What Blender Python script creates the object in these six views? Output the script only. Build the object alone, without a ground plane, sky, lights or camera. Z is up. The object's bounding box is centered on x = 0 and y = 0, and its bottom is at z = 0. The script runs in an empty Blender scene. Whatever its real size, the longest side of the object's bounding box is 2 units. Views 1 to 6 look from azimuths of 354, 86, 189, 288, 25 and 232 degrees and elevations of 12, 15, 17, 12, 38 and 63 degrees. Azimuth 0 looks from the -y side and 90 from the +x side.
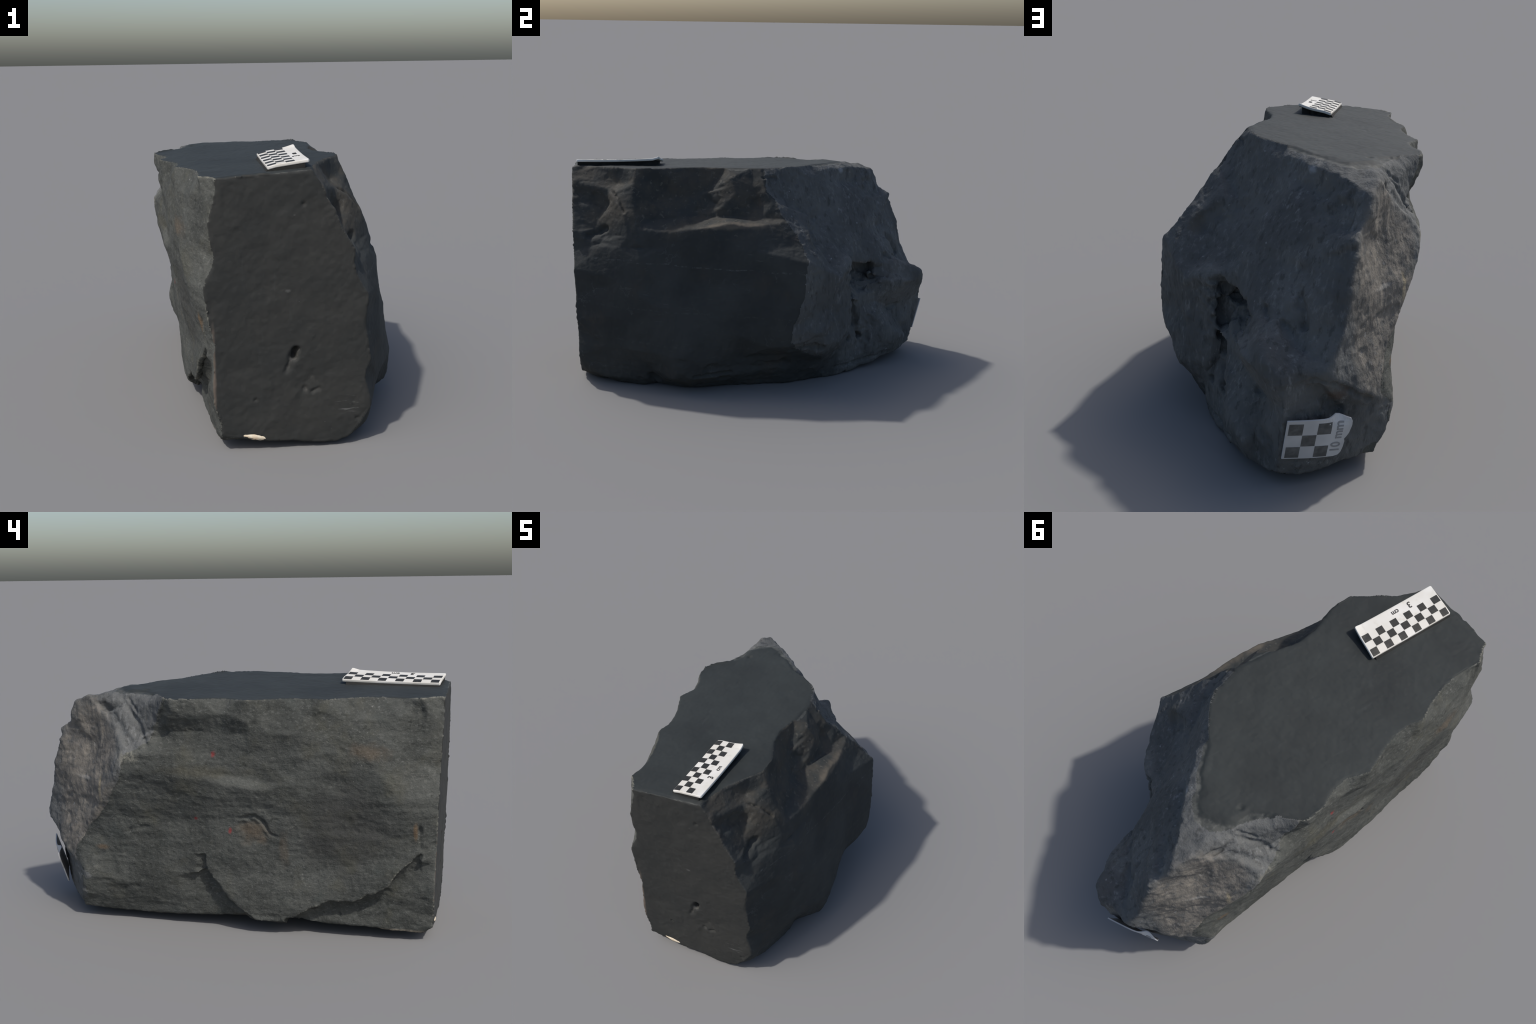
import bpy, bmesh, math
import numpy as np
from mathutils import Vector, Matrix, noise as mnoise

# ------------------------------------------------------------------ helpers
def smooth01(x):
    x = np.clip(x, 0, 1)
    return x * x * (3 - 2 * x)


def _hash(ix, iy, iz, seed):
    h = (ix * 374761393 + iy * 668265263 + iz * 2147483647 + seed * 974711) & 0xFFFFFFFF
    h = ((h ^ (h >> 13)) * 1274126177) & 0xFFFFFFFF
    h = ((h ^ (h >> 16)) * 2246822519) & 0xFFFFFFFF
    return ((h ^ (h >> 15)) & 0xFFFFFF) / float(0xFFFFFF) * 2 - 1


def value_noise(P, seed=0):
    """smooth lattice noise in [-1, 1] for an (n, 3) array"""
    F = np.floor(P)
    i = F.astype(np.int64)
    t = P - F
    t = t * t * t * (t * (t * 6 - 15) + 10)
    out = np.zeros(len(P))
    for dx in (0, 1):
        wx = t[:, 0] if dx else 1 - t[:, 0]
        for dy in (0, 1):
            wy = t[:, 1] if dy else 1 - t[:, 1]
            for dz in (0, 1):
                wz = t[:, 2] if dz else 1 - t[:, 2]
                out += wx * wy * wz * _hash(i[:, 0] + dx, i[:, 1] + dy, i[:, 2] + dz, seed)
    return out


TILT = np.array([[0.8, 0.36, -0.48], [-0.6, 0.48, -0.64], [0.0, 0.8, 0.6]])


def fbm(P, freq, octaves=4, seed=0, gain=0.5):
    out = np.zeros(len(P))
    amp = 1.0
    Q = P * freq
    for o in range(octaves):
        out += amp * value_noise(Q, seed + 17 * o)
        amp *= gain
        Q = Q @ TILT.T * 2.03 + 5.2
    return out


def ridged(P, freq, octaves=3, seed=0):
    out = np.zeros(len(P))
    amp = 1.0
    Q = P * freq
    for o in range(octaves):
        out += amp * (1 - np.abs(value_noise(Q, seed + 31 * o)) * 2)
        amp *= 0.5
        Q = Q @ TILT.T * 2.1 + 3.7
    return out


def dist_polyline(P, line):
    """distance of points P to an open polyline, and the parameter 0..1 along it"""
    line = np.array(line, float)
    best = np.full(len(P), 9.0)
    par = np.zeros(len(P))
    n = len(line) - 1
    for k in range(n):
        a, b = line[k], line[k + 1]
        ab = b - a
        t = np.clip(((P - a) @ ab) / max(ab @ ab, 1e-9), 0, 1)
        d = np.linalg.norm(P - a - t[:, None] * ab, axis=1)
        m = d < best
        best[m] = d[m]
        par[m] = (k + t[m]) / n
    return best, par


# ------------------------------------------------- the two sawn planes
def top_z(x):
    return 1.137 + 0.073 * x


def front_y(x, z):
    return -0.966 - 0.022 * z + 0.038 * x


TOP_RIM = [(-.304, -.985), (-.318, -.965), (-.362, -.91), (-.351, -.739), (-.403, -.584), (-.443, -.515),
           (-.419, -.408), (-.48, -.253), (-.51, -.177), (-.477, -.074), (-.488, .001), (-.526, .072),
           (-.534, .165), (-.39, .301), (-.274, .397), (-.218, .431), (-.131, .405), (-.051, .312),
           (.101, .211), (.151, .144), (.165, .05), (.198, .011), (.18, -.166), (.148, -.338),
           (.182, -.433), (.222, -.54), (.228, -.632), (.145, -.763), (.08, -.864), (.065, -.965)]

FRONT_RIM = [(-.304, 1.111), (-.297, 1.072), (-.306, 1.023), (-.323, .973), (-.33, .936), (-.325, .879),
             (-.314, .809), (-.32, .732), (-.345, .714), (-.352, .689), (-.347, .63), (-.333, .537),
             (-.313, .455), (-.32, .389), (-.326, .307), (-.326, .225), (-.309, .168), (-.295, .118),
             (-.272, .081), (-.232, .068), (-.1, .041), (.062, .025), (.173, .018), (.225, .047), (.259, .095),
             (.285, .136), (.308, .163), (.305, .206), (.283, .278), (.286, .32), (.305, .36), (.292, .43),
             (.278, .534), (.293, .594), (.29, .634), (.263, .676), (.242, .717), (.225, .747), (.235, .796),
             (.234, .822), (.201, .876), (.175, .915), (.155, .98), (.122, 1.025), (.103, 1.07), (.065, 1.134)]

top_rim = [(x, y, top_z(x)) for x, y in TOP_RIM]
front_rim = [(x, front_y(x, z), z) for x, z in FRONT_RIM]

# ---------------------------- ridges and hollows of the broken faces (open polylines, metres)
LEFT = dict(
    under_rim=[(-.355, -.925, 1.06), (-.39, -.835, 1.03), (-.415, -.703, 1.02), (-.445, -.58, 1.03)],
    chip_by_rim=[(-.46, -.50, 1.06), (-.460, -.42, 1.03)],
    upper_front=[(-.40, -.80, .955), (-.445, -.66, .91)],
    upper=[(-.488, -.40, .955), (-.500, -.20, .955), (-.490, -.06, .955), (-.488, .10, .955), (-.490, .25, .945)],
    upper_edge=[(-.462, -.30, 1.05), (-.518, -.18, 1.01), (-.51, -.08, 1.04), (-.520, .06, 1.03), (-.540, .15, 1.05)],
    upper_hollow=[(-.484, -.20, .85), (-.487, -.016, .852), (-.500, .10, .90), (-.493, .22, .91), (-.512, .32, .925)],
    front_corner=[(-.36, -.91, .842), (-.418, -.785, .87)],
    slab_ridge=[(-.455, -.60, .852), (-.445, -.70, .852), (-.430, -.786, .745), (-.390, -.874, .608), (-.362, -.895, .51), (-.346, -.92, .42)],
    upper_ledge=[(-.512, .09, .845), (-.531, .20, .846), (-.540, .30, .848)],
    groove=[(-.474, -.24, .737), (-.487, -.07, .757), (-.515, .07, .785)],
    waist=[(-.465, -.50, .78), (-.490, -.25, .70), (-.507, -.085, .72), (-.532, .13, .752), (-.537, .285, .785), (-.541, .38, .82)],
    slab_face=[(-.422, -.70, .66), (-.428, -.60, .70), (-.425, -.52, .487)],
    slab_middle=[(-.455, -.382, .636), (-.442, -.316, .477), (-.437, -.189, .34)],
    slab_low=[(-.408, -.44, .306), (-.385, -.659, .367), (-.375, -.80, .50), (-.366, -.80, .41)],
    rear_face=[(-.463, -.082, .56), (-.466, .06, .53), (-.472, .22, .52), (-.498, .388, .623)],
    slab_lip=[(-.345, -.925, .42), (-.378, -.84, .338), (-.382, -.775, .252), (-.389, -.643, .188),
              (-.404, -.511, .178), (-.412, -.406, .118), (-.410, -.314, .072), (-.432, -.197, .065),
              (-.438, -.111, .125), (-.440, -.058, .18), (-.449, .033, .289), (-.458, .035, .371)],
    under_slab_front=[(-.325, -.922, .36), (-.333, -.845, .295), (-.338, -.781, .21), (-.348, -.649, .15),
                      (-.360, -.515, .125), (-.365, -.392, .07)],
    under_slab_back=[(-.388, -.072, .078), (-.397, -.027, .112), (-.402, .049, .19), (-.42, .08, .28)],
    foot_edge=[(-.298, -.98, .076), (-.296, -.938, .042), (-.322, -.838, .047), (-.342, -.663, .062),
               (-.354, -.498, .062), (-.372, -.319, .052)],
    foot_edge_rear=[(-.380, -.109, .070), (-.389, .097, .055), (-.398, .298, .043), (-.409, .467, .042), (-.430, .692, .056)],
    lower=[(-.446, .117, .271), (-.452, .351, .226), (-.466, .551, .211)],
    shelf=[(-.46, .253, .369), (-.474, .411, .409), (-.462, .575, .362)],
    lowest=[(-.428, .195, .152), (-.440, .537, .111)],
    facet_border=[(-.543, .403, .842), (-.536, .437, .755), (-.523, .50, .675), (-.494, .552, .585), (-.450, .645, .463), (-.428, .75, .312)],
    hollow=[(-.472, .50, .529), (-.450, .585, .431)],
)
RIGHT = dict(
    chipped_shoulder=[(.15, -.885, .96), (.185, -.80, .945), (.225, -.865, .835)],
    shoulder_low=[(.27, -.80, .80), (.31, -.83, .74)],
    shoulder_crack=[(.185, -.79, 1.035), (.25, -.75, .99), (.31, -.703, .935), (.352, -.68, .82)],
    dimpled_edge=[(.17, -.745, 1.06)],
    ledge=[(.375, -.47, .845), (.388, -.36, .862), (.405, -.25, .878), (.396, -.16, .897), (.405, -.06, .880), (.388, .04, .888), (.378, .132, .892)],
    scoop_low=[(.30, -.40, .905), (.265, -.33, .905), (.31, -.098, .903), (.335, .04, .908)],
    scoop_wall=[(.225, -.42, 1.00), (.198, -.26, 1.02)],
    scoop_rib=[(.25, -.15, 1.105), (.285, -.12, 1.03), (.295, -.10, .96)],
    scoop_back=[(.25, -.03, 1.06), (.283, .0, .965)],
    upper_front=[(.275, -.58, .985), (.285, -.50, .95), (.308, -.555, .89)],
    shoulder_edge=[(.232, -.64, 1.13), (.258, -.65, 1.075), (.294, -.655, .985), (.328, -.65, .92), (.352, -.64, .86), (.402, -.622, .714)],
    end_ridge=[(.25, .022, 1.09), (.282, .03, 1.04), (.315, .072, .985), (.38, .152, .885), (.445, .215, .78),
               (.508, .243, .71), (.530, .212, .54), (.545, .178, .42), (.548, .155, .35), (.542, .14, .28), (.45, .15, .20)],
    end_patch=[(.255, .255, .903), (.32, .25, .85), (.38, .262, .80), (.435, .295, .72)],
    smooth_upper=[(.352, -.723, .759), (.428, -.27, .774), (.455, -.021, .765)],
    smooth_middle=[(.365, -.80, .62), (.464, -.523, .47), (.487, -.272, .469), (.518, -.023, .44), (.538, .10, .43)],
    smooth_between=[(.415, -.60, .62), (.452, -.272, .586), (.488, .0, .60)],
    smooth_low=[(.385, -.79, .40), (.49, -.45, .36), (.508, -.30, .351), (.515, -.104, .33), (.536, .06, .33), (.530, .05, .27)],
    low=[(.37, -.80, .234), (.475, -.56, .23), (.528, -.40, .21), (.505, -.25, .18), (.445, -.05, .20)],
    belly=[(.285, -.925, .085), (.325, -.81, .045), (.375, -.64, .045), (.395, -.551, .078), (.505, -.43, .085),
           (.495, -.308, .095), (.455, -.17, .085), (.415, .005, .11), (.41, .129, .12), (.385, .24, .12), (.375, .355, .15)],
    end_facet=[(.445, .335, .66), (.435, .335, .53), (.415, .34, .44)],
    end_facet_middle=[(.362, .432, .60), (.355, .435, .52), (.345, .43, .40)],
    end_facet_low=[(.468, .325, .315), (.42, .36, .195), (.39, .43, .24)],
    end_facet_edge=[(.245, .492, .655), (.225, .51, .57), (.22, .515, .43), (.245, .505, .30), (.28, .455, .18)],
    base_edge=[(.28, -.806, .004), (.34, -.625, 0.0), (.345, -.536, .02), (.40, -.448, .016), (.41, -.30, .012), (.38, -.17, .0),
               (.37, -.08, -0.004), (.36, .012, .002), (.36, .137, .012), (.27, .385, -.002), (.225, .482, .014), (.125, .668, .024),
               (.065, .782, .054)],
)
BACK = dict(
    crest=[(-.031, .366, 1.108), (-.142, .486, 1.092), (-.188, .529, 1.090), (-.286, .621, 1.080), (-.375, .715, 1.050),
           (-.378, .735, .992), (-.356, .760, .95), (-.344, .82, .915)],
    under_crest=[(.02, .345, 1.045), (-.085, .452, 1.035), (-.19, .55, 1.005)],
    shelf_rib=[(-.403, .632, 1.085), (-.448, .482, .966), (-.545, .37, .842)],
    shelf_groove=[(-.36, .52, 1.095), (-.392, .468, 1.09), (-.462, .375, .965), (-.522, .29, .872)],
    shelf_between=[(-.40, .53, 1.01)],
    shelf_upper=[(-.47, .285, 1.065), (-.36, .42, 1.115), (-.28, .49, 1.118), (-.20, .49, 1.112)],
    facet_left=[(-.344, .81, .88), (-.334, .845, .80), (-.324, .876, .69), (-.318, .902, .60), (-.290, .93, .53), (-.262, .952, .478)],
    facet_foot=[(-.262, .952, .478), (-.29, .935, .455), (-.33, .88, .41), (-.383, .822, .36), (-.438, .75, .316)],
    facet_middle=[(-.400, .607, .86), (-.455, .572, .75), (-.434, .645, .698), (-.440, .627, .60), (-.383, .737, .56)],
    back_upper=[(-.10, .575, .94), (-.22, .70, .90)],
    back_right=[(.195, .235, .90), (.125, .345, .862), (.235, .29, .81), (.315, .345, .69), (.19, .395, .755)],
    back_middle=[(.07, .54, .755), (-.045, .622, .80), (-.15, .715, .76)],
    back_spots=[(-.207, .748, .822), (-.197, .81, .72), (-.215, .85, .63)],
    back_low=[(-.26, .92, .51), (-.18, .87, .55), (-.10, .80, .585), (-.05, .76, .61)],
    overhang_lip=[(.235, .488, .66), (.18, .512, .64), (.123, .54, .618), (.08, .62, .60), (.037, .694, .585), (.0, .74, .58)],
    recess=[(.18, .455, .59), (.09, .48, .57), (.04, .56, .565)],
    recess_middle=[(.16, .465, .50), (.08, .51, .515), (.05, .57, .52)],
    recess_foot=[(.195, .49, .40), (.20, .495, .30)],
    foot_crest=[(.0, .765, .577), (-.02, .86, .55), (-.06, .965, .512), (-.12, .997, .468)],
    foot_shelf=[(-.17, .90, .52), (-.17, .955, .48)],
    foot_block=[(.02, .72, .562), (.085, .655, .50), (.135, .60, .43), (.168, .568, .33), (.175, .56, .22), (.165, .59, .10)],
    foot_block_low=[(.08, .735, .495), (.04, .86, .48), (-.02, .93, .462), (-.072, .985, .45)],
    foot_under=[(.075, .68, .37), (.035, .72, .345), (-.01, .765, .32), (-.06, .85, .32), (-.10, .93, .33)],
    foot_edge=[(.115, .755, .225), (.11, .775, .15), (.065, .79, .06)],
    foot_side=[(.14, .69, .22), (.145, .69, .12)],
    foot_back=[(-.02, .82, .22), (.03, .86, .14)],
    foot_back_edge=[(-.12, .997, .468), (-.13, .992, .38), (-.128, .972, .27), (-.112, .945, .15), (-.10, .92, .07)],
    foot_recess=[(-.19, .935, .43), (-.22, .90, .37), (-.30, .845, .33), (-.40, .765, .28)],
    card_bed=[(-.16, .945, .30), (-.22, .885, .28), (-.30, .83, .25), (-.38, .77, .22)],
    card_bed_low=[(-.17, .905, .13), (-.28, .825, .10), (-.36, .765, .10)],
    block_corner=[(-.475, .655, .29), (-.490, .64, .23), (-.465, .68, .134), (-.42, .692, .062)],
    block_base=[(-.430, .692, .056), (-.33, .765, .054), (-.25, .82, .048), (-.17, .88, .042), (-.06, .87, .038), (.065, .782, .054)],
)
BASE = dict(
    base=[(-.18, -.93, .04), (0, -.93, .022), (.17, -.93, .02), (-.2, -.6, .04), (.1, -.6, .014), (-.25, -.2, .05), (.1, -.2, .012),
          (-.25, .25, .05), (.1, .25, .012), (-.25, .6, .05), (.0, .6, .03)],
)


# ------------------------------------------------------------- the blank
def build_blank():
    pts, tags = [], []

    def add(line, tag, closed=False, step=0.045):
        line = [np.array(p, float) for p in line]
        if closed:
            line = line + [line[0]]
        if len(line) == 1:
            pts.append(line[0]); tags.append(tag); return
        for a, b in zip(line[:-1], line[1:]):
            n = max(1, int(math.ceil(np.linalg.norm(b - a) / step)))
            for k in range(n):
                pts.append(a + (b - a) * k / n); tags.append(tag)
        if not closed:
            pts.append(line[-1]); tags.append(tag)

    add(top_rim, 'rim', True)
    add(front_rim, 'rim', True)
    for grp, tag in ((LEFT, 'left'), (RIGHT, 'right'), (BACK, 'back')):
        for line in grp.values():
            add(line, tag)
    for p in BASE['base']:
        add([p], 'base')
    P = np.array(pts)
    # drop near duplicates
    keep = []
    for i in range(len(P)):
        if not keep or np.min(np.linalg.norm(P[keep] - P[i], axis=1)) > 0.012:
            keep.append(i)
    P = P[keep]
    c = np.array([0.0, 0.0, 0.56])
    D = (P - c) / np.array([0.5, 1.0, 0.58])
    D /= np.linalg.norm(D, axis=1)[:, None]
    bm = bmesh.new()
    idx = bm.verts.layers.int.new('i')
    vs = [bm.verts.new(d) for d in D]
    for i, v in enumerate(vs):
        v[idx] = i
    bmesh.ops.convex_hull(bm, input=bm.verts)
    loose = [v for v in bm.verts if not v.link_faces]
    bmesh.ops.delete(bm, geom=loose, context='VERTS')
    for v in bm.verts:
        v.co = Vector(P[v[idx]])
    bmesh.ops.recalc_face_normals(bm, faces=bm.faces)
    me = bpy.data.meshes.new('blank')
    bm.to_mesh(me)
    bm.free()
    return me


def evaluated(me, mods):
    ob = bpy.data.objects.new('tmp', me)
    bpy.context.scene.collection.objects.link(ob)
    for kind, kw in mods:
        m = ob.modifiers.new(kind, kind)
        for k, v in kw.items():
            setattr(m, k, v)
    dg = bpy.context.evaluated_depsgraph_get()
    dg.update()
    out = bpy.data.meshes.new_from_object(ob.evaluated_get(dg))
    bpy.data.objects.remove(ob)
    return out


def co_of(me):
    a = np.empty(len(me.vertices) * 3)
    me.vertices.foreach_get('co', a)
    return a.reshape(-1, 3)


def set_co(me, P):
    me.vertices.foreach_set('co', np.ascontiguousarray(P).ravel())
    me.update()


def normals_of(me):
    a = np.empty(len(me.vertices) * 3, np.float32)
    me.vertex_normals.foreach_get('vector', a)
    return a.reshape(-1, 3).astype(float)


blank = build_blank()

rock = evaluated(blank, [('REMESH', dict(mode='VOXEL', voxel_size=0.0062, adaptivity=0.0)),
                         ('SMOOTH', dict(factor=0.5, iterations=2))])
bpy.data.meshes.remove(blank)
P = co_of(rock)
N = normals_of(rock)

# how sawn is each point: near one of the two cut planes and facing its way
d_top = np.abs(P[:, 2] - top_z(P[:, 0]))
d_front = np.abs(P[:, 1] - front_y(P[:, 0], P[:, 2]))
sawn_top = smooth01((0.016 - d_top) / 0.010) * smooth01((N[:, 2] - 0.75) / 0.15)
sawn_front = smooth01((0.016 - d_front) / 0.010) * smooth01((-N[:, 1] - 0.75) / 0.15)
sawn = np.maximum(sawn_top, sawn_front)

# the line where the smooth right face and the speckled left face give way to the broken end
ZR = [0, .20, .30, .42, .54, .71, .78, .885, .985, 1.04, 1.2]
YR = [.36, .27, .15, .178, .212, .243, .215, .152, .072, .03, .02]
ZL = [0, .06, .23, .316, .463, .575, .752, .842, .90, .965, 1.1, 1.2]
YL = [.66, .69, .62, .72, .632, .525, .405, .385, .275, .26, .185, .18]
border = np.where(P[:, 0] > 0.1, np.interp(P[:, 2], ZR, YR),
                  np.where(P[:, 0] < -0.28, np.interp(P[:, 2], ZL, YL), 0.2))
border = border + (0.010 + .05 * smooth01((.30 - P[:, 2]) / .1)) * fbm(P, 13, 3, 77)
is_end = P[:, 1] > border
smooth_face = smooth01((N[:, 0] - 0.6) / 0.25) * smooth01((0.86 - P[:, 2]) / 0.08) * smooth01((P[:, 2] - 0.14) / 0.1)
smooth_face *= ~is_end
rough = (1 - sawn) * (1 - 0.75 * smooth_face)
shell_chip = smooth01((P[:, 0] - .12) / .08) * smooth01((P[:, 2] - .80) / .06) * ~is_end     # glassy conchoidal chips
rough *= 1 - .55 * shell_chip

# ------------------------------------------------- relief of the broken faces
disp = 0.003 * (1 - sawn)
bed = P * np.array([1.0, 0.45, 1.6])            # the stone splits in near-level layers
disp += rough * 0.0045 * fbm(P, 5.0, 3, 3)
disp += rough * 0.0022 * fbm(bed, 13, 4, 9, 0.55)
disp += rough * 0.0035 * (np.abs(fbm(P, 7.5, 2, 41)) - .3)      # broad flat planes meeting in blunt ribs
disp += rough * 0.0013 * ridged(P, 34, 3, 21)
disp += rough * is_end * (0.010 * (np.abs(fbm(P * [1, 1, .8], 4.2, 3, 90)) - .35) + .0025 * ridged(P, 17, 2, 95))   # scooped fracture planes
disp += sawn * 0.0012 * fbm(P, 13, 2, 5) + sawn_front * 0.0016 * fbm(P, 17, 3, 63)
disp += 0.0008 * fbm(P, 70, 2, 7)
disp += smooth_face * 0.0016 * fbm(P, 9, 3, 15)


def carve(line, width, depth, edge=0.6, fade=False):
    """sink the surface along a line; edge = share of the width taken by the slope"""
    global disp
    jit = 1 + 0.25 * fbm(P, 30, 2, int(1000 * width) + len(line))
    d, t = dist_polyline(P, line) if len(line) > 1 else (np.linalg.norm(P - np.array(line[0]), axis=1), 0)
    f = smooth01((width * jit - d) / (width * edge))
    if fade:
        f = f * smooth01(np.minimum(t, 1 - t) * 5 + 0.25)
    disp = disp - depth * f


# left side: the slab that overhangs the foot, scars, split ledges
def undercut(line, reach, depth, along_y=True):
    """step the side back just beyond a lip; the lip is a line in the (y, z) plane of the left side"""
    global disp
    L = np.array(line, float)
    if along_y:
        L = L[np.argsort(L[:, 0])]
        ok = (P[:, 1] > L[0, 0]) & (P[:, 1] < L[-1, 0])
        t = np.interp(P[:, 1], L[:, 0], L[:, 1]) - P[:, 2]
    else:
        L = L[np.argsort(L[:, 1])]
        ok = (P[:, 2] > L[0, 1]) & (P[:, 2] < L[-1, 1])
        t = P[:, 1] - np.interp(P[:, 2], L[:, 1], L[:, 0])
    t = t + .008 * fbm(P, 24, 3, 51)
    f = smooth01((t + .004) / .010) * (1 - smooth01((t - .012) / reach))
    disp = disp - depth * f * (ok & (P[:, 0] < -.2) & (N[:, 0] < .2))


undercut([(-.925, .43), (-.89, .39), (-.834, .338), (-.776, .254), (-.70, .222), (-.643, .19), (-.511, .18), (-.415, .12), (-.32, .075)], .10, .026)
undercut([(.034, .375), (.040, .30), (.0, .25), (-.05, .17), (-.11, .12), (-.18, .07)], .06, .020, False)
carve([(-.409, -.532, .184), (-.356, -.566, .106)], .010, .010, 1)
carve([(-.464, -.123, .557), (-.461, -.199, .575), (-.456, -.235, .548), (-.451, -.264, .496), (-.448, -.313, .476)], .012, .012, .8, True)
carve([(-.457, -.18, .50)], .085, .010, .5)
carve([(-.371, -.903, 1.055)], .05, .016, .8)
carve([(-.464, -.461, 1.031)], .04, .014, .8)
carve([(-.385, .605, 1.075), (-.445, .445, .95), (-.52, .36, .862)], .034, .013, .8, True)
carve([(-.364, .481, 1.10), (-.479, .339, .97), (-.525, .283, .864)], .022, .014, 1, True)
carve([(-.505, .33, .925), (-.495, .22, .94)], .045, .016, .8)
carve([(-.405, .421, 1.075), (-.456, .361, 1.024)], .014, .010, 1)
carve([(-.478, .43, .465), (-.483, .335, .488), (-.487, .248, .50)], .016, .009, .8, True)
carve([(-.483, .606, .328), (-.48, .519, .36)], .016, .012, .8)
carve([(-.365, -.916, .56), (-.353, -.925, .438)], .014, .012, 1, True)
carve([(-.44, .38, .19), (-.44, .50, .17)], .03, .006, 1, True)

# sawn front: the pit, the shallow dents
carve([(.002, -.976, .420), (-.003, -.975, .392)], .017, .045, .9)
carve([(-.004, -.975, .41), (-.036, -.974, .335)], .022, .010, 1)
carve([(.06, -.971, .275)], .11, .006, 1)
carve([(.07, -.969, .240), (.096, -.969, .249)], .014, .009, 1)
carve([(.041, -.97, .254)], .016, .007, 1)
for pit in [(-.16, -.976, .219), (.255, -.958, .112), (.033, -.987, 1.004)]:
    carve([pit], .012, .008, 1)

# right side: cracked shoulder, hollows of the conchoidal scoop, chipped base
carve([(.165, -.785, 1.09), (.203, -.77, 1.039), (.256, -.724, .988), (.31, -.70, .939)], .009, .012, 1)
carve([(.194, -.748, 1.077)], .014, .014, 1)
carve([(.253, -.891, .805), (.256, -.805, .841)], .035, .020, .8)
carve([(.165, -.86, .985), (.20, -.81, .96)], .045, .010, .8)
carve([(.27, -.27, .97)], .085, .014, .8)
carve([(.29, -.03, .985)], .05, .010, .8)
carve([(.50, .155, .225), (.475, .24, .245), (.442, .331, .225)], .028, .020, .6)
carve([(.272, .424, .056), (.186, .558, .052), (.119, .692, .063)], .014, .014, .8)
carve([(.501, -.342, .100), (.461, -.153, .108)], .014, .014, .8)
carve([(.238, .023, 1.106), (.213, .076, 1.11), (.195, .145, 1.072)], .010, .010, 1)
carve([(.222, .07, 1.09)], .035, .008, .5)
carve([(.50, -.20, .14), (.44, .0, .13), (.43, .12, .145)], .035, .012, .8)
carve([(.385, -.551, .06)], .05, .022, .8)

chips = np.random.default_rng(11)
foot_line = np.array(RIGHT['belly'] + RIGHT['base_edge'])
for p in foot_line[chips.permutation(len(foot_line))[:15]]:
    q = p + chips.normal(0, .02, 3)
    carve([q, q + np.array([0, chips.uniform(-.07, .07), chips.uniform(-.02, .03)])], chips.uniform(.022, .045), chips.uniform(.008, .016), .7)

# broken end: bowl under the crest, hollow, gouges and the undercut above the foot
carve([(.36, .29, .765), (.265, .285, .855), (.15, .34, .925)], .05, .016, .7, True)
carve([(.15, .48, .575), (.09, .55, .56), (.055, .635, .556)], .048, .042, .6)
carve([(.20, .50, .56), (.12, .56, .53), (.08, .62, .50)], .085, .026, .6)
carve([(.30, .45, .56), (.28, .46, .44)], .08, .014, 1)
carve([(.11, .62, .28), (.13, .59, .19)], .06, .040, .8)
carve([(.195, .505, .52), (.185, .50, .42), (.165, .525, .32), (.15, .56, .20)], .042, .055, .75)
carve([(.242, .51, .21)], .025, .03, .8)
carve([(-.021, .739, .616), (-.039, .792, .581)], .024, .020, .9)
carve([(-.138, .769, .703), (-.158, .819, .65), (-.168, .854, .579)], .032, .028, .9, True)
carve([(-.255, .70, .975)], .095, .022, .7)
carve([(-.224, .704, .918), (-.298, .759, .924), (-.335, .752, .95)], .014, .012, .9, True)
carve([(-.0, .765, .31), (-.04, .82, .315)], .02, .012, .7)
carve([(-.223, .94, .45), (-.284, .93, .435), (-.326, .88, .395), (-.422, .771, .305)], .018, .016, .8)
carve([(-.239, .925, .40), (-.275, .869, .322), (-.303, .844, .285)], .040, .022, .8)
carve([(-.09, .80, .58), (-.15, .87, .55), (-.21, .92, .53)], .030, .016, .9)
for pit in [(-.344, .36, 1.113), (-.239, .583, 1.081), (-.07, .90, .30), (.05, .78, .20)]:
    carve([pit], .02, .010, 1)

P = P + N * disp[:, None]
P[:, 2] = np.maximum(P[:, 2], 0.0)
set_co(rock, P)
for p in rock.polygons:
    p.use_smooth = True
N = normals_of(rock)

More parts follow.
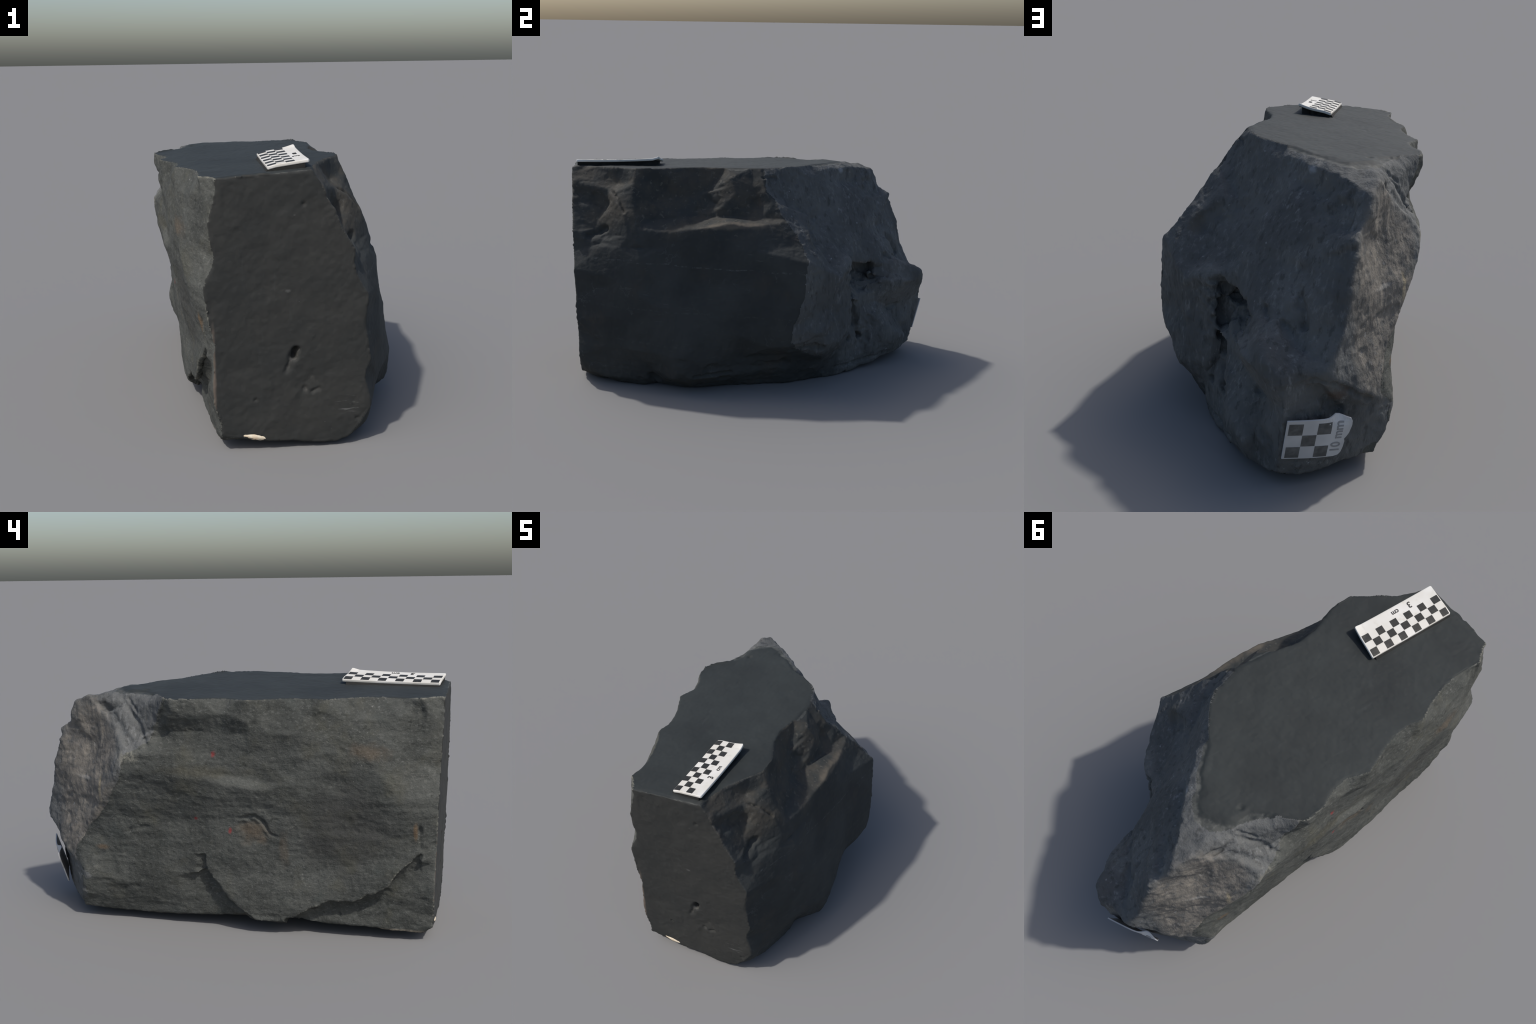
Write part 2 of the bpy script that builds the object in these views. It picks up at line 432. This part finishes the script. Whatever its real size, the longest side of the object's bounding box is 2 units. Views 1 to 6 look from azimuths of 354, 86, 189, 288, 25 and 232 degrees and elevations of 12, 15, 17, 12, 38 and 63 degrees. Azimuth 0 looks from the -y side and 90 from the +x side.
# ---------------------------------------------------------------- materials
class Graph:
    """small wrapper to write shader trees compactly"""

    def __init__(self, name, rough=0.85, spec=0.25):
        self.mat = bpy.data.materials.new(name)
        self.mat.use_nodes = True
        self.nt = self.mat.node_tree
        self.nt.nodes.clear()
        out = self.n('ShaderNodeOutputMaterial')
        self.bsdf = self.n('ShaderNodeBsdfPrincipled')
        self.bsdf.inputs['Roughness'].default_value = rough
        self.bsdf.inputs['Specular IOR Level'].default_value = spec
        self.nt.links.new(self.bsdf.outputs[0], out.inputs[0])
        self.co = self.n('ShaderNodeTexCoord').outputs['Object']

    def n(self, kind, **kw):
        nd = self.nt.nodes.new(kind)
        for k, v in kw.items():
            setattr(nd, k, v)
        return nd

    def put(self, sock, val):
        if isinstance(val, bpy.types.NodeSocket):
            self.nt.links.new(val, sock)
        elif isinstance(val, (tuple, list)) and len(val) == 3 and sock.type == 'RGBA':
            sock.default_value = (*val, 1)
        else:
            sock.default_value = val

    def stretch(self, scale, rot=(0, 0, 0)):
        m = self.n('ShaderNodeMapping')
        self.put(m.inputs['Vector'], self.co)
        m.inputs['Scale'].default_value = scale
        m.inputs['Rotation'].default_value = rot
        return m.outputs[0]

    def noise(self, scale, detail=4, rough=0.55, vec=None, distort=0.0):
        t = self.n('ShaderNodeTexNoise')
        self.put(t.inputs['Vector'], vec or self.co)
        t.inputs['Scale'].default_value = scale
        t.inputs['Detail'].default_value = detail
        t.inputs['Roughness'].default_value = rough
        t.inputs['Distortion'].default_value = distort
        return t.outputs['Fac']

    def cells(self, scale, vec=None):
        t = self.n('ShaderNodeTexVoronoi')
        self.put(t.inputs['Vector'], vec or self.co)
        t.inputs['Scale'].default_value = scale
        return t.outputs['Distance']

    def ramp(self, fac, lo, hi, a=0.0, b=1.0):
        m = self.n('ShaderNodeMapRange', interpolation_type='SMOOTHSTEP')
        self.put(m.inputs['Value'], fac)
        m.inputs['From Min'].default_value = lo
        m.inputs['From Max'].default_value = hi
        m.inputs['To Min'].default_value = a
        m.inputs['To Max'].default_value = b
        return m.outputs[0]

    def math(self, op, a, b=0.0):
        m = self.n('ShaderNodeMath', operation=op)
        self.put(m.inputs[0], a)
        self.put(m.inputs[1], b)
        return m.outputs[0]

    def mul(self, *xs):
        r = xs[0]
        for x in xs[1:]:
            r = self.math('MULTIPLY', r, x)
        return r

    def mix(self, fac, a, b, mode='MIX'):
        m = self.n('ShaderNodeMix', data_type='RGBA', blend_type=mode)
        self.put(m.inputs[0], fac)
        self.put(m.inputs[6], a)
        self.put(m.inputs[7], b)
        return m.outputs[2]

    def patch(self, centre, radii, soft=0.5, wobble=0.35, scale=14):
        """soft-edged spot around a place on the stone, with a ragged border"""
        sub = self.n('ShaderNodeVectorMath', operation='SUBTRACT')
        self.put(sub.inputs[0], self.co)
        sub.inputs[1].default_value = centre
        div = self.n('ShaderNodeVectorMath', operation='DIVIDE')
        self.put(div.inputs[0], sub.outputs[0])
        div.inputs[1].default_value = radii
        ln = self.n('ShaderNodeVectorMath', operation='LENGTH')
        self.put(ln.inputs[0], div.outputs[0])
        w = self.math('MULTIPLY', self.math('SUBTRACT', self.noise(scale, 3), 0.5), wobble * 4)
        return self.ramp(self.math('ADD', ln.outputs['Value'], w), 1.0, 1.0 - soft)

    def seam(self, scale, width, vec=None, detail=2, distort=0.6):
        """thin irregular lines where a noise crosses its middle value"""
        d = self.math('ABSOLUTE', self.math('SUBTRACT', self.noise(scale, detail, 0.5, vec, distort), 0.5))
        return self.ramp(d, width, 0.0)

    def bump(self, height, strength, dist=0.01):
        b = self.n('ShaderNodeBump')
        self.put(b.inputs['Height'], height)
        b.inputs['Strength'].default_value = strength
        b.inputs['Distance'].default_value = dist
        self.put(self.bsdf.inputs['Normal'], b.outputs[0])

    def worn_edge(self, lo=0.53, hi=0.60):
        g = self.n('ShaderNodeNewGeometry')
        return self.mul(self.ramp(g.outputs['Pointiness'], lo, hi), self.ramp(self.noise(22, 3), .38, .62))

    def done(self, col):
        self.put(self.bsdf.inputs['Base Color'], col)
        return self.mat


def sawn_stone(name, dark, light):
    g = Graph(name, 0.72, 0.3)
    c = g.mix(g.ramp(g.noise(3.2, 5, 0.6), .35, .68), dark, light)
    c = g.mix(g.mul(g.ramp(g.noise(9, 4), .5, .75), 0.35), c, tuple(1.35 * v for v in light))
    streak = g.noise(6, 4, 0.6, g.stretch((6, 1.2, 1), (0, 0, .5)))
    c = g.mix(g.mul(g.ramp(streak, .60, .80), 0.25), c, (.050, .055, .055))
    c = g.mix(g.mul(g.ramp(g.cells(26), .06, .03), g.ramp(g.noise(7, 2), .60, .66), .5), c, (.11, .11, .105))
    c = g.mix(g.mul(g.worn_edge(.55, .65), .25), c, (.065, .063, .058))
    return g, c


def rim_fade(g, c, plane_normal, plane_offset, other):
    d = g.n('ShaderNodeVectorMath', operation='DOT_PRODUCT')
    g.put(d.inputs[0], g.co)
    d.inputs[1].default_value = plane_normal
    off = g.math('ABSOLUTE', g.math('SUBTRACT', d.outputs['Value'], plane_offset))
    off = g.math('ADD', off, g.mul(g.math('SUBTRACT', g.noise(45, 4, .6), .5), .008))
    return g.mix(g.ramp(off, .0045, .0105), c, g.mix(g.ramp(g.noise(40, 4, .6), .4, .65), *other))


# sawn top
g, c = sawn_stone('sawn_top_stone', (.0175, .0205, .0205), (.0245, .0285, .0280))
c = rim_fade(g, c, (-.073, 0, 1), 1.137, ((.050, .053, .049), (.085, .087, .08)))
g.bump(g.noise(60, 4), .15, .006)
MAT_TOP = g.done(c)

# sawn front, a little warmer, with fine scratches at its lower right and pale flecks
g, c = sawn_stone('sawn_front_stone', (.0215, .0230, .0223), (.0285, .0290, .0270))
scr = g.noise(16, 3, .6, g.stretch((1, 1, 7), (0, .5, 0)))
c = g.mix(g.mul(g.patch((.235, -.965, .175), (.075, .05, .05), .7, .2), g.ramp(scr, .56, .66), .55), c, (.14, .14, .135))
for spot, r in [((-.028, -.984, .665), .014), ((-.002, -.985, .963), .006)]:
    c = g.mix(g.mul(g.patch(spot, (r, .03, r * .6), .9, .35, 60), .4), c, (.12, .12, .115))
# pale crust along the lower left arris
c = g.mix(g.mul(g.patch((-.325, -.985, .33), (.013, .03, .30), .8, .2, 20), .55), c, (.16, .125, .10))
c = rim_fade(g, c, (-.038, 1, .022), -.966, ((.034, .034, .031), (.062, .061, .056)))
g.bump(g.noise(50, 4), .2, .006)
MAT_FRONT = g.done(c)

# weathered left side: olive grey, grain and pale specks drawn out along the bedding, rust, red marks
g = Graph('weathered_side_stone', .88, .2)
lay = g.stretch((1, .75, 1.35))
c = g.mix(g.ramp(g.noise(4.2, 6, .65), .34, .66), (.046, .0485, .0445), (.078, .081, .074))
c = g.mix(g.mul(g.ramp(g.noise(2.3, 3), .5, .7), .55), c, (.058, .062, .058))
c = g.mix(g.mul(g.ramp(g.noise(75, 4, .7, lay), .50, .70), .6), c, (.118, .121, .112))
c = g.mix(g.mul(g.ramp(g.noise(34, 4, .65), .40, .28), .6), c, (.022, .024, .022))
c = g.mix(g.mul(g.ramp(g.noise(110, 3, .6, lay), .60, .74), g.ramp(g.noise(5, 4), .45, .65), .7), c, (.20, .20, .19))
c = g.mix(g.mul(g.ramp(g.noise(7, 5, .65), .56, .72), .45), c, (.052, .060, .056))
c = g.mix(g.mul(g.ramp(g.cells(30), .07, .03), g.ramp(g.noise(9, 2), .60, .66), .7), c, (.34, .34, .32))
# darker patch on the front half of the slab
c = g.mix(g.mul(g.patch((-.42, -.60, .52), (.2, .28, .26), .6, .25, 7), .55), c, (.043, .043, .041))
for p, r, k in [((-.455, -.19, .49), (.1, .10, .07), .42), ((-.47, .56, .375), (.1, .05, .02), .6),
                ((-.355, -.90, .53), (.06, .012, .065), .7), ((-.44, -.33, .42), (.1, .03, .12), .22),
                ((-.43, -.70, .88), (.08, .12, .05), .30)]:
    c = g.mix(g.mul(g.patch(p, r, .8, .35, 18), k), c, (.125, .082, .046))
c = g.mix(g.mul(g.patch((-.54, .38, .83), (.1, .07, .05), .8, .45, 26), g.ramp(g.noise(60, 3), .35, .6), .7), c, (.27, .26, .215))
c = g.mix(g.mul(g.patch((-.50, .05, .775), (.1, .36, .035), .8, .3, 16), .5), c, (.062, .058, .042))
for p, r in [((-.49, -.018, .852), (.06, .014, .026)), ((-.46, -.082, .498), (.06, .011, .022)), ((-.47, .08, .548), (.06, .012, .012))]:
    c = g.mix(g.mul(g.patch(p, r, .9, .35, 45), .75), c, (.23, .035, .035))
c = g.mix(g.mul(g.patch((-.29, -.72, .045), (.09, .30, .016), .7, .2, 25), .7), c, (.40, .34, .26))
c = g.mix(g.mul(g.ramp(g.noise(5.5, 4, .6), .52, .70), .45), c, (.076, .074, .056))
c = g.mix(g.mul(g.seam(9, .010, lay, 5, .2), g.ramp(g.noise(4, 3), .5, .64), .22), c, (.20, .195, .17))
c = g.mix(g.mul(g.worn_edge(.525, .585), .6), c, (.21, .205, .175))
g.bump(g.math('ADD', g.noise(45, 5, .65, lay), g.mul(g.noise(140, 2), .4)), .55, .008)
MAT_LEFT = g.done(c)

# right side: smooth near-black joint face below, chips above tinted tan for warm sunlight, level seams, hair-fine veins
g = Graph('joint_face_stone', .8, .25)
c = g.mix(g.ramp(g.noise(3.4, 5, .6), .35, .68), (.027, .030, .030), (.041, .044, .043))
c = g.mix(g.mul(g.ramp(g.noise(30, 4, .6), .55, .75), .35), c, (.045, .047, .046))
sep = g.n('ShaderNodeSeparateXYZ'); g.put(sep.inputs[0], g.co)
z = sep.outputs['Z']
chips = g.ramp(g.math('ADD', z, g.mul(g.math('SUBTRACT', g.noise(5, 3), .5), .25)), .80, .92)
painted_sun = g.mul(g.ramp(g.noise(6, 4, .6), .42, .6), chips)
c = g.mix(g.mul(painted_sun, .75), c, (.060, .054, .044))
c = g.mix(g.mul(g.ramp(g.noise(42, 3), .58, .72), chips, .5), c, (.11, .105, .09))
# the level pale seam across the joint face, and two fainter ones
tilted = g.math('ADD', z, g.mul(sep.outputs['Y'], .042))
for height, width, k in [(.664, .0055, .5), (.43, .007, .16), (.25, .008, .14)]:
    zz = g.math('ABSOLUTE', g.math('SUBTRACT', g.math('ADD', tilted, g.mul(g.math('SUBTRACT', g.noise(8, 3), .5), .03)), height))
    c = g.mix(g.mul(g.ramp(zz, width, 0), g.ramp(g.noise(38, 4, .7), .46, .62), k), c, (.11, .115, .115))
c = g.mix(g.mul(g.seam(7, .010, detail=5, distort=.2), g.ramp(g.noise(6, 3), .50, .66), .4), c, (.085, .09, .09))
c = g.mix(g.mul(g.ramp(g.cells(24), .06, .03), g.ramp(g.noise(7, 2), .60, .66), .5), c, (.15, .15, .15))
c = g.mix(g.mul(g.ramp(g.noise(4.5, 5, .6), .55, .70), .5), c, (.048, .043, .037))
scr = g.noise(20, 4, .6, g.stretch((1, .7, 5), (.5, 0, 0)))
c = g.mix(g.mul(g.ramp(scr, .62, .74), g.ramp(g.noise(3.5, 3), .48, .64), .45), c, (.10, .105, .105))
c = g.mix(g.mul(g.patch((.40, -.14, .885), (.06, .26, .028), .7, .3, 16), .75), c, (.115, .098, .076))  # ledge colour lightened to tan where the sun catches it
c = g.mix(g.mul(g.worn_edge(.53, .60), .5), c, (.10, .095, .083))
g.bump(g.noise(60, 4, .6), .3, .006)
MAT_RIGHT = g.done(c)

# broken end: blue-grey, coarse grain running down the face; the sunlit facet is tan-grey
g = Graph('fractured_end_stone', .88, .2)
fibre = g.stretch((1.3, 1.3, .45), (.5, .2, 0))
c = g.mix(g.ramp(g.noise(4, 5, .6), .34, .68), (.074, .077, .077), (.112, .115, .113))
c = g.mix(g.mul(g.ramp(g.noise(38, 5, .65, fibre), .50, .74), g.ramp(g.noise(6, 4, .6), .36, .62), .8), c, (.19, .195, .195))
c = g.mix(g.mul(g.ramp(g.noise(30, 4, .6, fibre), .46, .32), .6), c, (.042, .043, .042))
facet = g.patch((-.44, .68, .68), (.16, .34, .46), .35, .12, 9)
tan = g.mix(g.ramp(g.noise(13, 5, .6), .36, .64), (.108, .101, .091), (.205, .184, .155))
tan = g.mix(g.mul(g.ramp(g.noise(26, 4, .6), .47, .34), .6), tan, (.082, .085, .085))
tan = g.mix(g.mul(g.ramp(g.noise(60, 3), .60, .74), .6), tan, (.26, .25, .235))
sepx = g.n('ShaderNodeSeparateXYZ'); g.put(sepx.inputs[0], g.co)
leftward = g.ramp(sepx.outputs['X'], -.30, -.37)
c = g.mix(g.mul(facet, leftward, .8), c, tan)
c = g.mix(g.mul(g.ramp(g.noise(46, 3), .66, .76), g.ramp(g.noise(7, 3), .50, .64), .8), c, (.25, .26, .27))
c = g.mix(g.mul(g.seam(6, .010, detail=5, distort=.2), g.ramp(g.noise(5, 3), .52, .66), .4), c, (.16, .165, .165))
for p, r, k, col in [((-.478, .54, .67), (.06, .016, .09), .75, (.31, .26, .17)), ((-.44, .64, .70), (.06, .09, .012), .6, (.27, .26, .24)),
                     ((-.51, .40, .82), (.07, .05, .05), .7, (.27, .255, .21)), ((-.30, .86, .37), (.06, .06, .05), .55, (.10, .066, .046)),
                     ((-.143, .49, 1.085), (.05, .03, .02), .7, (.26, .28, .30)), ((.36, .27, .80), (.05, .06, .09), .6, (.085, .078, .064)),
                     ((.0, .80, .55), (.10, .16, .06), .3, (.085, .080, .072))]:
    c = g.mix(g.mul(g.patch(p, r, .8, .4, 24), k), c, col)
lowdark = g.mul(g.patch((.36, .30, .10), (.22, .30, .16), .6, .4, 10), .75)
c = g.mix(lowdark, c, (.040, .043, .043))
c = g.mix(g.mul(g.worn_edge(.53, .60), .45), c, (.20, .195, .18))
g.bump(g.math('ADD', g.noise(48, 5, .65, fibre), g.mul(g.noise(130, 2), .4)), .6, .008)
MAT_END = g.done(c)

g = Graph('underside_stone', .9, .2)
c = g.mix(g.ramp(g.noise(5, 5), .35, .65), (.030, .031, .029), (.055, .055, .05))
MAT_BASE = g.done(c)

g = Graph('white_card', .6, .3)
c = g.mix(g.ramp(g.noise(5, 3), .4, .7), (.56, .54, .49), (.64, .63, .60))
c = g.mix(g.mul(g.ramp(g.noise(28, 4), .56, .72), .4), c, (.46, .43, .36))
MAT_WHITE = g.done(c)

g = Graph('grey_card', .7, .25)
c = g.mix(g.ramp(g.noise(6, 3), .4, .7), (.40, .40, .40), (.50, .50, .495))
MAT_GREYCARD = g.done(c)

g = Graph('black_ink', .6, .3)
c = g.mix(g.ramp(g.noise(40, 4), .4, .7), (.018, .018, .017), (.035, .034, .030))
MAT_INK = g.done(c)

g = Graph('faded_ink', .75, .25)
c = g.mix(g.ramp(g.noise(22, 4), .35, .7), (.075, .075, .072), (.135, .135, .13))
MAT_FADED = g.done(c)

g = Graph('grey_lettering', .75, .25)
c = g.mix(g.noise(30, 3), (.20, .20, .20), (.28, .28, .28))
MAT_LETTER = g.done(c)

g = Graph('wedge_black', .9, .15)
c = g.mix(g.noise(20, 3), (.012, .012, .012), (.035, .035, .033))
MAT_DARK_WEDGE = g.done(c)

g = Graph('cream_plaster', .85, .2)
c = g.mix(g.ramp(g.noise(26, 4), .38, .68), (.62, .48, .33), (.72, .66, .53))
MAT_CREAM = g.done(c)

# ---------------------------------------------------------------- the stone, split where its faces change
scene = bpy.context.scene.collection


def empty(name, loc=(0, 0, 0)):
    e = bpy.data.objects.new(name, None)
    e.empty_display_size = 0.2
    e.location = loc
    scene.objects.link(e)
    return e


def link(ob, parent):
    scene.objects.link(ob)
    ob.parent = parent
    return ob


stone = empty('rough_stone_block')
stone['label'] = 'dark grey broken stone block with two sawn faces'
stone['category'] = 'rock'

nf = len(rock.polygons)
fv = np.empty(nf * 4, np.int64)
sizes = np.empty(nf, np.int64)
rock.polygons.foreach_get('loop_total', sizes)
loops = np.empty(len(rock.loops), np.int64)
rock.loops.foreach_get('vertex_index', loops)
starts = np.concatenate([[0], np.cumsum(sizes)[:-1]])
first = loops[starts]
face_of_vert = np.where(sawn_top > 0.10, 0, np.where(sawn_front > 0.10, 1, np.where(
    (N[:, 2] < -0.65) & (P[:, 2] < 0.15), 5, np.where(is_end, 4, np.where(P[:, 0] < 0, 2, 3)))))
votes = np.stack([np.add.reduceat((face_of_vert[loops] == k).astype(int), starts) for k in range(6)], 1)
region = votes.argmax(1)

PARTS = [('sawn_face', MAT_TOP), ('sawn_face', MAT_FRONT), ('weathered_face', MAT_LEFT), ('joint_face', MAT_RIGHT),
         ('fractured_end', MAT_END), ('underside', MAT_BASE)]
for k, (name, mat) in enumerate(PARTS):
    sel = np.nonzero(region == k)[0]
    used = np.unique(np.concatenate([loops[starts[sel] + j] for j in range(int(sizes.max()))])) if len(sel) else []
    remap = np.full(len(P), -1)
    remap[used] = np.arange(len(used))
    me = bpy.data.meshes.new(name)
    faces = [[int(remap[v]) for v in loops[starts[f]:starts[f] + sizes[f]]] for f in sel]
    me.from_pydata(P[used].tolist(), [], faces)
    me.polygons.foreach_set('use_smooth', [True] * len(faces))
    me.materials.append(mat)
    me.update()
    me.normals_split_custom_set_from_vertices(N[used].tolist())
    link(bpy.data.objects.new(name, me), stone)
bpy.data.meshes.remove(rock)

# cream plaster left in the bottom arris of the sawn front
rng = np.random.default_rng(4)


def mesh_object(name, bm, mat, parent, smooth=True):
    me = bpy.data.meshes.new(name)
    bm.to_mesh(me)
    bm.free()
    for p in me.polygons:
        p.use_smooth = smooth
    me.materials.append(mat)
    return link(bpy.data.objects.new(name, me), parent)


bm = bmesh.new()
bmesh.ops.create_icosphere(bm, subdivisions=4, radius=1)
for v in bm.verts:
    x, y, zz = v.co
    taper = 1 - 0.35 * abs(x) + 0.12 * mnoise.noise(Vector((x * 4, 1, 2)))
    px = -.166 + .076 * x
    pz = .060 - .20 * (px + .166) + .0165 * zz * taper
    v.co = (px, front_y(px, pz) + .010 + .0145 * y * taper, pz + .002 * mnoise.noise(Vector((x * 9, zz * 3, 5))))
mesh_object('plaster_chip', bm, MAT_CREAM, stone)


# ---------------------------------------------------------------- printed scale cards
def board(name, corners, thick, outline, mat, parent, sag):
    """flat card between four corners (front-left, front-right, back-right, back-left of the outline square);
    outline is a list of (u, v) in 0..1; sag(u, v) lifts the sheet along its normal"""
    A, B, C, D = [np.array(p) for p in corners]
    nrm = np.cross(B - A, D - A)
    nrm /= np.linalg.norm(nrm)

    def at(u, v, h=0.0):
        p = A * (1 - u) * (1 - v) + B * u * (1 - v) + C * u * v + D * (1 - u) * v
        return p + nrm * (sag(u, v) + h)
    bm = bmesh.new()
    uv = [bm.verts.new((u, v, 0)) for u, v in outline]
    bm.faces.new(uv)
    for axis, n in ((0, 24), (1, 12)):
        for k in range(1, n):
            co = Vector((0, 0, 0)); co[axis] = k / n
            no = Vector((0, 0, 0)); no[axis] = 1
            bmesh.ops.bisect_plane(bm, geom=bm.verts[:] + bm.edges[:] + bm.faces[:], plane_co=co, plane_no=no)
    ret = bmesh.ops.extrude_face_region(bm, geom=bm.faces[:])
    low = [e for e in ret['geom'] if isinstance(e, bmesh.types.BMVert)]
    lowset = set(low)
    for v in bm.verts:
        u, w = v.co.x, v.co.y
        v.co = Vector(at(u, w, -thick if v in lowset else 0.0))
    bmesh.ops.recalc_face_normals(bm, faces=bm.faces)
    ob = mesh_object(name, bm, mat, parent, False)
    bv = ob.modifiers.new('soft_edge', 'BEVEL')
    bv.width = thick * 0.28
    bv.segments = 2
    bv.limit_method = 'ANGLE'
    bv.angle_limit = 0.9
    return ob, at, nrm


def printed_square(name, at, u0, u1, v0, v1, mat, parent, n=3):
    bm = bmesh.new()
    h = .0008
    grid = [[bm.verts.new(at(u0 + (u1 - u0) * i / n, v0 + (v1 - v0) * j / n, h)) for j in range(n + 1)] for i in range(n + 1)]
    for i in range(n):
        for j in range(n):
            bm.faces.new((grid[i][j], grid[i + 1][j], grid[i + 1][j + 1], grid[i][j + 1]))
    ret = bmesh.ops.extrude_face_region(bm, geom=bm.faces[:])
    cu, cv = at((u0 + u1) / 2, (v0 + v1) / 2, 0), at((u0 + u1) / 2, (v0 + v1) / 2, 1)
    dn = Vector((cu - cv) * 0.0016)
    for e in ret['geom']:
        if isinstance(e, bmesh.types.BMVert):
            e.co += dn
    bmesh.ops.recalc_face_normals(bm, faces=bm.faces)
    return mesh_object(name, bm, mat, parent, False)


def lettering(text, at, u, v, size, mat, parent):
    """raised ink lettering that runs along v and hugs the card"""
    cu = bpy.data.curves.new('lettering', 'FONT')
    cu.body = text
    cu.size = size
    cu.align_x = 'CENTER'
    cu.align_y = 'CENTER'
    cu.extrude = .0008
    cu.offset = size * .012
    tmp = bpy.data.objects.new('lettering_tmp', cu)
    scene.objects.link(tmp)
    dg = bpy.context.evaluated_depsgraph_get()
    me = bpy.data.meshes.new_from_object(tmp.evaluated_get(dg))
    bpy.data.objects.remove(tmp)
    wide = np.linalg.norm(at(1, .5) - at(0, .5))
    tall = np.linalg.norm(at(.5, 1) - at(.5, 0))
    for p in me.vertices:
        x, y, zz = p.co
        p.co = Vector(at(u - y / wide, v + x / tall, zz + .0008))
    me.materials.clear()
    me.materials.append(mat)
    me.name = 'lettering'
    return link(bpy.data.objects.new('lettering', me), parent)


# --- long bar on the sawn top: three rows of eleven squares and a plain margin reading 3 cm
bar = empty('scale_bar')
bar['label'] = 'white scale bar with black checks, marked 3 cm'
bar['category'] = 'scale bar'
corners = [(-.103, -.957, 1.150), (.058, -.966, 1.174), (.064, -.527, 1.183), (-.097, -.510, 1.157)]


def bar_sag(u, v):
    curl = .010 * max(0, (v - .9) / .1) ** 2 * max(0, (u - .55) / .45) ** 1.5     # the far corner lifts
    belly = -.004 * math.sin(math.pi * v) * (0.3 + .7 * u)
    return curl + belly + .004 * max(0, 1 - u / .2) * -1


rect = [(0.02, 0), (.97, 0), (1, .012), (1, .985), (.97, 1), (.02, 1), (0, .99), (0, .01)]
ob, at, nrm = board('card', corners, .013, rect, MAT_WHITE, bar, bar_sag)
rows, cols, span = 3, 11, .665
for r in range(rows):
    for k in range(cols):
        if (r + k) % 2 == 0:
            j = 0.04 * (rng.random(4) - .5)
            printed_square('check_square', at, span * (r + .02 + j[0]) / rows + .012, span * (r + 1 - .02 + j[1]) / rows + .012,
                           .012 + .976 * (k + .02 + j[2]) / cols, .012 + .976 * (k + .98 + j[3]) / cols, MAT_INK, bar)
lettering('3', at, .815, .335, .043, MAT_INK, bar)
lettering('cm', at, .815, .515, .033, MAT_INK, bar)
# dark putty wedge modelled for the dark gap under the bar, ragged along its open side
bm = bmesh.new()
nu, nv = 22, 40
top, bot = [], []
for i in range(nu + 1):
    ta, ba = [], []
    for j in range(nv + 1):
        u, v = i / nu, j / nv
        open_edge = .90 + .05 * mnoise.noise(Vector((v * 16, 3, 1)))
        uu = .015 + (open_edge - .015) * u
        back = .955 + .02 * mnoise.noise(Vector((u * 9, 8, 1)))
        vv = .006 + (back - .006) * v
        p = at(uu, vv, -.010)
        ta.append(bm.verts.new(p))
        flare = .010 * (1 - u) ** 8 + .004
        ba.append(bm.verts.new((p[0] - flare * (1 if u < .1 else 0), p[1], top_z(p[0]) - .006)))
    top.append(ta); bot.append(ba)
for i in range(nu):
    for j in range(nv):
        bm.faces.new((top[i][j], top[i + 1][j], top[i + 1][j + 1], top[i][j + 1]))
        bm.faces.new((bot[i][j], bot[i][j + 1], bot[i + 1][j + 1], bot[i + 1][j]))
for j in range(nv):
    bm.faces.new((top[0][j], top[0][j + 1], bot[0][j + 1], bot[0][j]))
    bm.faces.new((top[nu][j], bot[nu][j], bot[nu][j + 1], top[nu][j + 1]))
for i in range(nu):
    bm.faces.new((top[i][0], bot[i][0], bot[i + 1][0], top[i + 1][0]))
    bm.faces.new((top[i][nv], top[i + 1][nv], bot[i + 1][nv], bot[i][nv]))
bmesh.ops.recalc_face_normals(bm, faces=bm.faces)
mesh_object('dark_wedge', bm, MAT_DARK_WEDGE, bar, False)

# --- small square card leaning on the foot of the broken end, marked 10 mm
tag = empty('scale_tag')
tag['label'] = 'small grey checked card, marked 10 mm, leaning on stone'
tag['category'] = 'scale bar'
corners = [(-.122, .954, .138), (-.336, .829, .107), (-.364, .869, .280), (-.149, 1.002, .311)]


def tag_sag(u, v):
    return .018 * max(0, (v - .75) / .25) ** 2 * math.exp(-((u - .80) / .14) ** 2) * -1 + .004 * math.sin(3 * u)


shape = [(0, 0), (.55, 0), (.80, .015), (.87, .05), (.905, .12), (.925, .26), (.93, .40), (.915, .47), (.945, .53), (.975, .62),
         (1.0, .82), (.995, .92), (.97, .985), (.90, 1.0), (.74, 1.04), (.62, 1.015), (0, 1)]
ob, at, nrm = board('card', corners, .006, shape, MAT_GREYCARD, tag, tag_sag)
for r in range(3):
    for k in range(3):
        if (r + k) % 2 == 0:
            j = .03 * (rng.random(4) - .5)
            printed_square('check_square', at, .03 + .655 * (k + .02 + j[0]) / 3, .03 + .655 * (k + .98 + j[1]) / 3,
                           .03 + .90 * (r + .02 + j[2]) / 3, .03 + .90 * (r + .98 + j[3]) / 3, MAT_FADED, tag)
lettering('10 mm', at, .80, .53, .052, MAT_LETTER, tag)
